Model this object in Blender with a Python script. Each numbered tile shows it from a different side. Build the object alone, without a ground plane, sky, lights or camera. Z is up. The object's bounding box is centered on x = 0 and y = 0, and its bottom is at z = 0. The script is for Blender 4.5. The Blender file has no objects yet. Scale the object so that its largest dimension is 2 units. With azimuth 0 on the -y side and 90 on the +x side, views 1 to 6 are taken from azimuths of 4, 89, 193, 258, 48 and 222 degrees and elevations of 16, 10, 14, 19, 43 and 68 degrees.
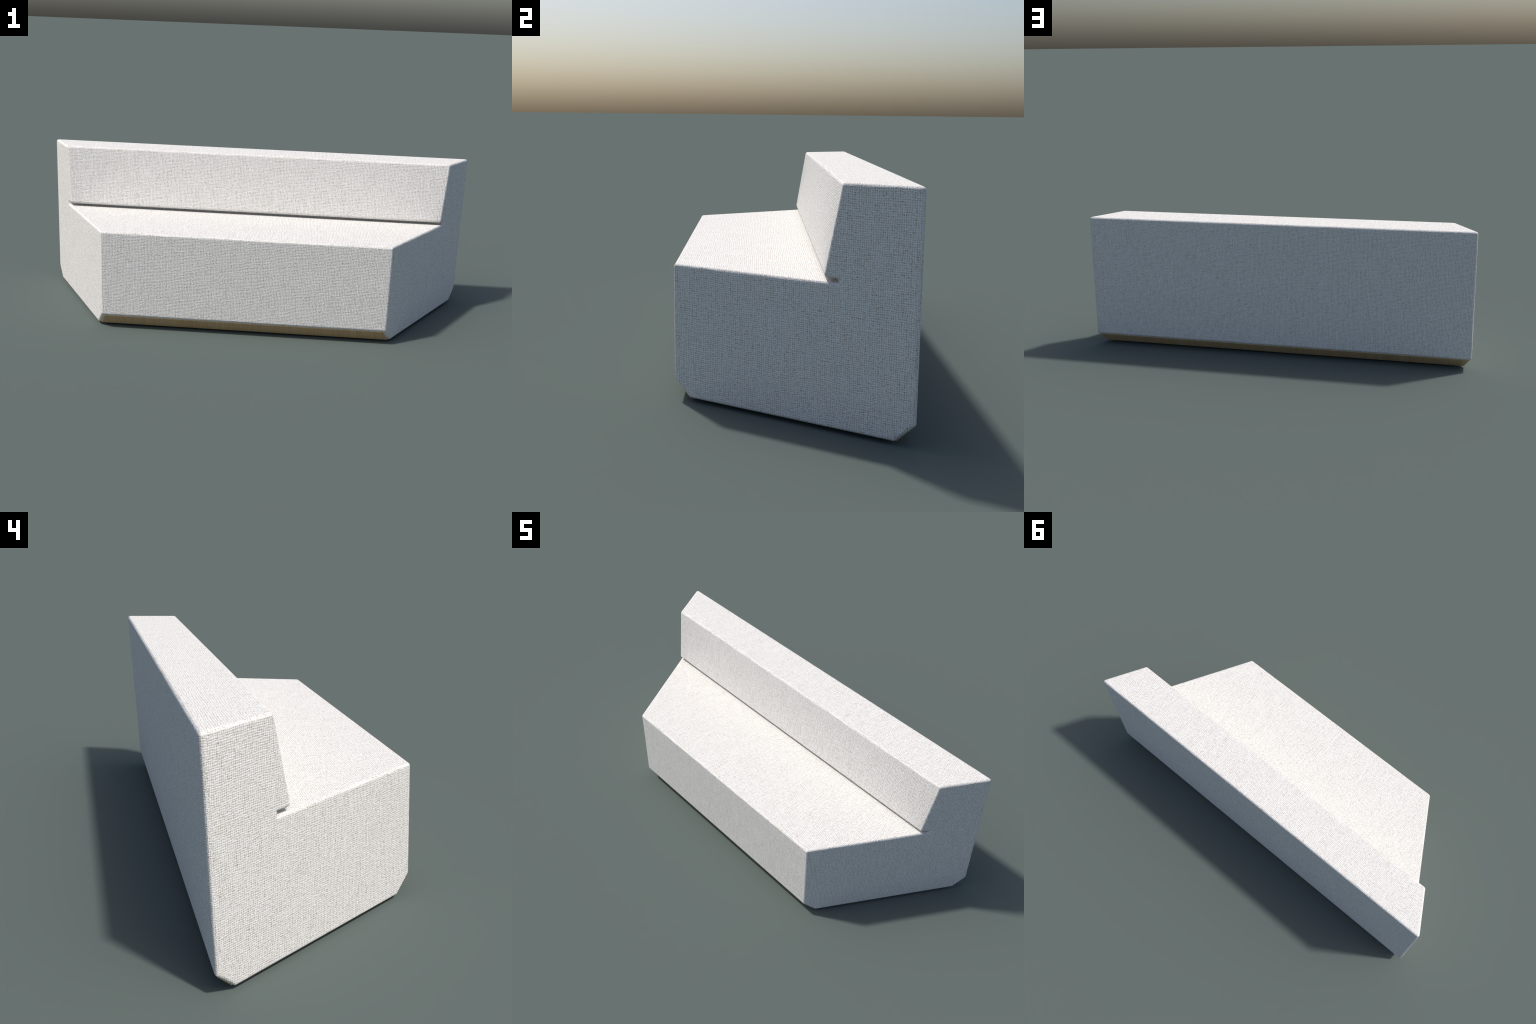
"""Upholstered bench with mitred ends: a woven-cloth seat block and a raked
backrest that is one cloth shell, on a shallow wooden base with sloped flanks."""
import bpy, bmesh, math
from mathutils import Vector

# ------------------------------------------------------------------ sizes (m)
HALF_DEPTH = 0.3445         # y of the front and back faces
MITRE = math.tan(math.radians(30))   # the ends run in 30 degrees towards the front
HALF_LENGTH = 1.0077        # sharp corner at the back, before rounding
TOP = 0.7082                # top of the backrest
SEAT = 0.4311               # seat height
SLOT_TOP = 0.4432           # underside of the backrest lip
SLOT_BACK = 0.1378          # how far the shadow gap runs back
LIP_Y, CREST_Y = 0.0962, 0.1408      # raked front of the backrest, bottom and top
CLOTH_FOOT = 0.0085         # cloth underside above the floor
CHAMFER_Y, CHAMFER_Z = 0.293, 0.065  # sloped flanks of the foot
ROUND = 0.0105              # roundness of the cloth edges
BASE_FOOT = 0.0075          # underside of the wooden base, held up by flat glides
WOOD_INSET = 0.0135         # wooden base stops short of the ends

# --------------------------------------------------------------- node helpers
class Nodes:
    def __init__(self, name):
        self.mat = bpy.data.materials.new(name)
        self.mat.use_nodes = True
        self.tree = self.mat.node_tree
        self.bsdf = self.tree.nodes["Principled BSDF"]

    def new(self, kind, **props):
        n = self.tree.nodes.new(kind)
        for k, v in props.items():
            setattr(n, k, v)
        return n

    def put(self, socket, value):
        if isinstance(value, bpy.types.NodeSocket):
            self.tree.links.new(value, socket)
        else:
            socket.default_value = value

    def math(self, op, a, b=None, clamp=False):
        n = self.new("ShaderNodeMath", operation=op, use_clamp=clamp)
        self.put(n.inputs[0], a)
        if b is not None:
            self.put(n.inputs[1], b)
        return n.outputs[0]

    def vec(self, op, a, b=None):
        n = self.new("ShaderNodeVectorMath", operation=op)
        self.put(n.inputs[0], a)
        if b is not None:
            self.put(n.inputs[1], b)
        return n.outputs["Value"] if op == "DOT_PRODUCT" else n.outputs["Vector"]

    def combine(self, x, y, z=0.0):
        n = self.new("ShaderNodeCombineXYZ")
        for s, v in zip(n.inputs, (x, y, z)):
            self.put(s, v)
        return n.outputs[0]

    def noise(self, vector, scale, detail=2.0, rough=0.5):
        n = self.new("ShaderNodeTexNoise")
        self.put(n.inputs["Vector"], vector)
        n.inputs["Scale"].default_value = scale
        n.inputs["Detail"].default_value = detail
        n.inputs["Roughness"].default_value = rough
        return n.outputs["Fac"]

    def remap(self, value, a, b, c, d):
        n = self.new("ShaderNodeMapRange")
        self.put(n.inputs["Value"], value)
        for k, v in zip(("From Min", "From Max", "To Min", "To Max"), (a, b, c, d)):
            n.inputs[k].default_value = v
        return n.outputs["Result"]

    def mixf(self, fac, a, b):
        n = self.new("ShaderNodeMix", data_type="FLOAT")
        self.put(n.inputs[0], fac); self.put(n.inputs[2], a); self.put(n.inputs[3], b)
        return n.outputs[0]

    def ramp(self, fac, stops):
        n = self.new("ShaderNodeValToRGB")
        els = n.color_ramp.elements
        while len(els) < len(stops):
            els.new(0.5)
        for e, (p, c) in zip(els, stops):
            e.position, e.color = p, (*c, 1)
        self.put(n.inputs[0], fac)
        return n.outputs[0]


def woven_cloth():
    """Plain weave of slubby off-white yarn, laid square on every face."""
    m = Nodes("woven_cloth")
    pos = m.new("ShaderNodeTexCoord").outputs["Object"]
    nor = m.new("ShaderNodeNewGeometry").outputs["True Normal"]
    sp = m.new("ShaderNodeSeparateXYZ"); m.put(sp.inputs[0], pos)
    sn = m.new("ShaderNodeSeparateXYZ"); m.put(sn.inputs[0], nor)
    # which way the cloth lies: flat pieces run along x and y, upright ones round the block and up
    flat = m.math("GREATER_THAN", m.math("ABSOLUTE", sn.outputs[2]), 0.7)
    level = m.vec("NORMALIZE", m.vec("CROSS_PRODUCT", (0, 0, 1), nor))
    across = m.mixf(flat, m.vec("DOT_PRODUCT", pos, level), sp.outputs[0])
    along = m.mixf(flat, sp.outputs[2], sp.outputs[1])
    face = m.math("MULTIPLY", m.math("ADD", sn.outputs[0], m.math("MULTIPLY", sn.outputs[1], 2.3)), 7.0)

    def swim(sx, sy, seed, amount):     # drift of yarns from their true line
        f = m.noise(m.combine(m.math("MULTIPLY", across, sx), m.math("MULTIPLY", along, sy),
                              m.math("ADD", face, seed)), 1.0, 2.0, 0.6)
        return m.math("MULTIPLY", m.math("SUBTRACT", f, 0.5), amount)

    pitch = 0.0064
    u = m.math("ADD", m.math("DIVIDE", across, pitch),
               m.math("ADD", swim(120, 75, 3.1, 1.3), swim(9, 7, 8.0, 2.0)))
    v = m.math("ADD", m.math("DIVIDE", along, pitch),
               m.math("ADD", swim(75, 120, 17.7, 1.3), swim(7, 9, 28.0, 2.0)))
    su = m.math("SINE", m.math("MULTIPLY", u, math.pi))
    sv = m.math("SINE", m.math("MULTIPLY", v, math.pi))
    over = m.math("MULTIPLY", m.math("MULTIPLY", su, sv), 0.40)
    # yarn thickness wanders along each yarn (slubs)
    slub_u = m.remap(swim(150, 30, 41.0, 1.0), -0.25, 0.25, 0.62, 1.14)
    slub_v = m.remap(swim(30, 150, 57.0, 1.0), -0.25, 0.25, 0.62, 1.14)
    warp = m.math("MULTIPLY", m.math("MULTIPLY", m.math("POWER", m.math("ABSOLUTE", su), 0.8),
                                     m.math("ADD", 0.65, over)), slub_u)
    weft = m.math("MULTIPLY", m.math("MULTIPLY", m.math("POWER", m.math("ABSOLUTE", sv), 0.8),
                                     m.math("SUBTRACT", 0.65, over)), slub_v)
    yarn = m.math("MAXIMUM", warp, weft)
    def fuzz(scale, amount):            # loose fibres and uneven yarn pressing some gaps shut
        f = m.noise(m.combine(m.math("MULTIPLY", across, scale), m.math("MULTIPLY", along, scale), face), 1.0, 1.0, 0.5)
        return m.math("MULTIPLY", m.math("SUBTRACT", f, 0.5), amount)

    height = m.math("ADD", yarn, m.math("ADD", fuzz(140, 0.55), fuzz(330, 0.30)))
    # now and then a fuller yarn shows as a paler line for a hand's width
    height = m.math("ADD", height, m.math("ADD", swim(150, 9, 71.0, 0.34), swim(14, 150, 83.0, 0.14)))
    colour = m.ramp(height, [(0.02, (0.26, 0.215, 0.175)), (0.32, (0.55, 0.52, 0.483)),
                             (0.58, (0.742, 0.732, 0.709)), (0.95, (0.805, 0.803, 0.788))])
    m.put(m.bsdf.inputs["Base Color"], colour)
    m.bsdf.inputs["Roughness"].default_value = 0.92
    m.bsdf.inputs["Specular IOR Level"].default_value = 0.2
    bump = m.new("ShaderNodeBump")
    bump.inputs["Strength"].default_value = 0.8
    bump.inputs["Distance"].default_value = 0.0011
    m.put(bump.inputs["Height"], height)
    m.put(m.bsdf.inputs["Normal"], bump.outputs[0])
    return m.mat


def oak():
    """Plain oak, grain running up the sloped flanks."""
    m = Nodes("oak_wood")
    pos = m.new("ShaderNodeTexCoord").outputs["Object"]
    sp = m.new("ShaderNodeSeparateXYZ"); m.put(sp.inputs[0], pos)
    bend = m.math("MULTIPLY", m.noise(pos, 3.0, 2.0), 0.05)
    x = m.math("ADD", sp.outputs[0], bend)
    grain = m.noise(m.combine(m.math("MULTIPLY", x, 150), m.math("MULTIPLY", sp.outputs[1], 5),
                              m.math("MULTIPLY", sp.outputs[2], 5)), 1.0, 4.0, 0.65)
    broad = m.noise(m.combine(m.math("MULTIPLY", x, 16), m.math("MULTIPLY", sp.outputs[1], 2), 4.0), 1.0, 2.0)
    f = m.math("ADD", m.math("MULTIPLY", grain, 0.7), m.math("MULTIPLY", broad, 0.3))
    m.put(m.bsdf.inputs["Base Color"], m.ramp(f, [(0.30, (0.42, 0.275, 0.14)), (0.52, (0.535, 0.37, 0.198)),
                                                  (0.72, (0.60, 0.43, 0.24))]))
    m.bsdf.inputs["Roughness"].default_value = 0.55
    m.bsdf.inputs["Specular IOR Level"].default_value = 0.35
    bump = m.new("ShaderNodeBump")
    bump.inputs["Strength"].default_value = 0.15
    bump.inputs["Distance"].default_value = 0.0006
    m.put(bump.inputs["Height"], grain)
    m.put(m.bsdf.inputs["Normal"], bump.outputs[0])
    return m.mat


def dark_plastic():
    m = Nodes("dark_plastic")
    f = m.noise(m.new("ShaderNodeTexCoord").outputs["Object"], 60.0)
    m.put(m.bsdf.inputs["Base Color"], m.ramp(f, [(0.3, (0.025, 0.025, 0.025)), (0.7, (0.045, 0.045, 0.045))]))
    m.bsdf.inputs["Roughness"].default_value = 0.6
    return m.mat

# ------------------------------------------------------------------- geometry
def end_x(y, inset=0.0):
    """Half length of the bench at depth y: the mitred end plane, moved inwards by inset."""
    return HALF_LENGTH - (HALF_DEPTH - y) * MITRE - inset / math.cos(math.radians(30))


def mitred_block(profile, inset=0.0):
    """Side profile (y, z) swept along x between the two mitred ends."""
    bm = bmesh.new()
    left = [bm.verts.new((-end_x(y, inset), y, z)) for y, z in profile]
    right = [bm.verts.new((end_x(y, inset), y, z)) for y, z in profile]
    bm.faces.new(left)
    bm.faces.new(right[::-1])
    n = len(profile)
    for i in range(n):
        j = (i + 1) % n
        bm.faces.new((left[j], left[i], right[i], right[j]))
    bmesh.ops.recalc_face_normals(bm, faces=bm.faces)
    return bm


def round_convex(bm, radius, segments):
    """Round every convex edge to one radius, whatever the angle its faces meet at."""
    weight = bm.edges.layers.float.new("bevel_weight_edge")
    for e in bm.edges:
        angle = e.calc_face_angle_signed()
        if angle > 0.2:
            e[weight] = radius * math.tan(angle / 2) / (2 * radius)
    mesh = bpy.data.meshes.new("rounding")
    bm.to_mesh(mesh)
    helper = bpy.data.objects.new("rounding", mesh)
    bpy.context.scene.collection.objects.link(helper)
    mod = helper.modifiers.new("round", "BEVEL")
    mod.limit_method, mod.offset_type = "WEIGHT", "OFFSET"
    mod.width, mod.segments, mod.use_clamp_overlap = 2 * radius, segments, False
    bpy.context.view_layer.update()
    done = helper.evaluated_get(bpy.context.evaluated_depsgraph_get())
    bm.clear()
    bm.from_mesh(done.to_mesh())
    done.to_mesh_clear()
    bpy.data.objects.remove(helper)
    bpy.data.meshes.remove(mesh)
    for layer in list(bm.edges.layers.float.values()):
        bm.edges.layers.float.remove(layer)


def as_object(bm, name, material, parent):
    mesh = bpy.data.meshes.new(name)
    bm.to_mesh(mesh)
    mesh.materials.append(material)
    obj = bpy.data.objects.new(name, mesh)
    bpy.context.scene.collection.objects.link(obj)
    obj.parent = parent
    return obj


bench = bpy.data.objects.new("upholstered_bench", None)
bpy.context.scene.collection.objects.link(bench)
bench["label"] = "long off-white fabric bench with mitred ends and backrest"
bench["category"] = "bench"

cloth, wood, plastic = woven_cloth(), oak(), dark_plastic()

# the cloth shell, one smooth body: foot, back, crest, raked front, shadow gap, seat, front
shell = mitred_block([
    (-CHAMFER_Y, CLOTH_FOOT), (CHAMFER_Y, CLOTH_FOOT),
    (HALF_DEPTH, CHAMFER_Z), (HALF_DEPTH, TOP),
    (CREST_Y, TOP), (LIP_Y, SLOT_TOP),
    (SLOT_BACK, SLOT_TOP), (SLOT_BACK, SEAT),
    (-HALF_DEPTH, SEAT), (-HALF_DEPTH, CHAMFER_Z)])
round_convex(shell, ROUND, 5)
cut = (SEAT + SLOT_TOP) / 2          # the backrest stands on the seat block at the gap
bmesh.ops.bisect_plane(shell, geom=shell.verts[:] + shell.edges[:] + shell.faces[:],
                       plane_co=(0, 0, cut), plane_no=(0, 0, 1))
shell.normal_update()

# whole-body vertex normals: broad flat faces keep theirs, the rounded edges blend between them
whole = {}
for v in shell.verts:
    total = Vector()
    for f in v.link_faces:
        total += f.normal * f.calc_area()
    whole[tuple(round(c, 6) for c in v.co)] = total.normalized()


def part_of_shell(name, keep):
    bm = shell.copy()
    bmesh.ops.delete(bm, geom=[f for f in bm.faces if not keep(f.calc_center_median())], context="FACES")
    for f in bm.faces:
        f.smooth = True
    obj = as_object(bm, name, cloth, bench)
    mesh = obj.data
    normals = []
    concave = lambda c: c.y > 0.1 and SEAT - 0.001 < c.z < SLOT_TOP + 0.001
    for p in mesh.polygons:
        for li in p.loop_indices:
            co = mesh.vertices[mesh.loops[li].vertex_index].co
            big = p.area > 0.004 or concave(co)
            normals.append(p.normal.copy() if big else whole[tuple(round(c, 6) for c in co)])
    mesh.normals_split_custom_set(normals)
    bm.free()
    return obj


part_of_shell("seat", lambda c: c.z < cut)
part_of_shell("backrest", lambda c: c.z >= cut)
shell.free()

# wooden base: sloped flanks standing a little proud of the cloth, flat underneath
base = mitred_block([(-0.2983, BASE_FOOT), (0.2983, BASE_FOOT), (0.3390, 0.0555), (0.322, 0.070),
                     (-0.322, 0.070), (-0.3390, 0.0555)], inset=WOOD_INSET)
round_convex(base, 0.0016, 2)
as_object(base, "base", wood, bench)
base.free()

# low glides the base stands on, out of sight well under the bench
glide = bmesh.new()
bmesh.ops.create_cone(glide, cap_ends=True, segments=24, radius1=0.022, radius2=0.024, depth=BASE_FOOT + 0.002)
bmesh.ops.translate(glide, verts=glide.verts, vec=(0, 0, (BASE_FOOT + 0.002) / 2))
first = as_object(glide, "foot", plastic, bench)
first.location = (-0.52, -0.20, 0)
glide.free()
for x, y in ((0.52, -0.20), (-0.72, 0.20), (0.72, 0.20)):
    foot = first.copy()
    foot.location = (x, y, 0)
    bpy.context.scene.collection.objects.link(foot)
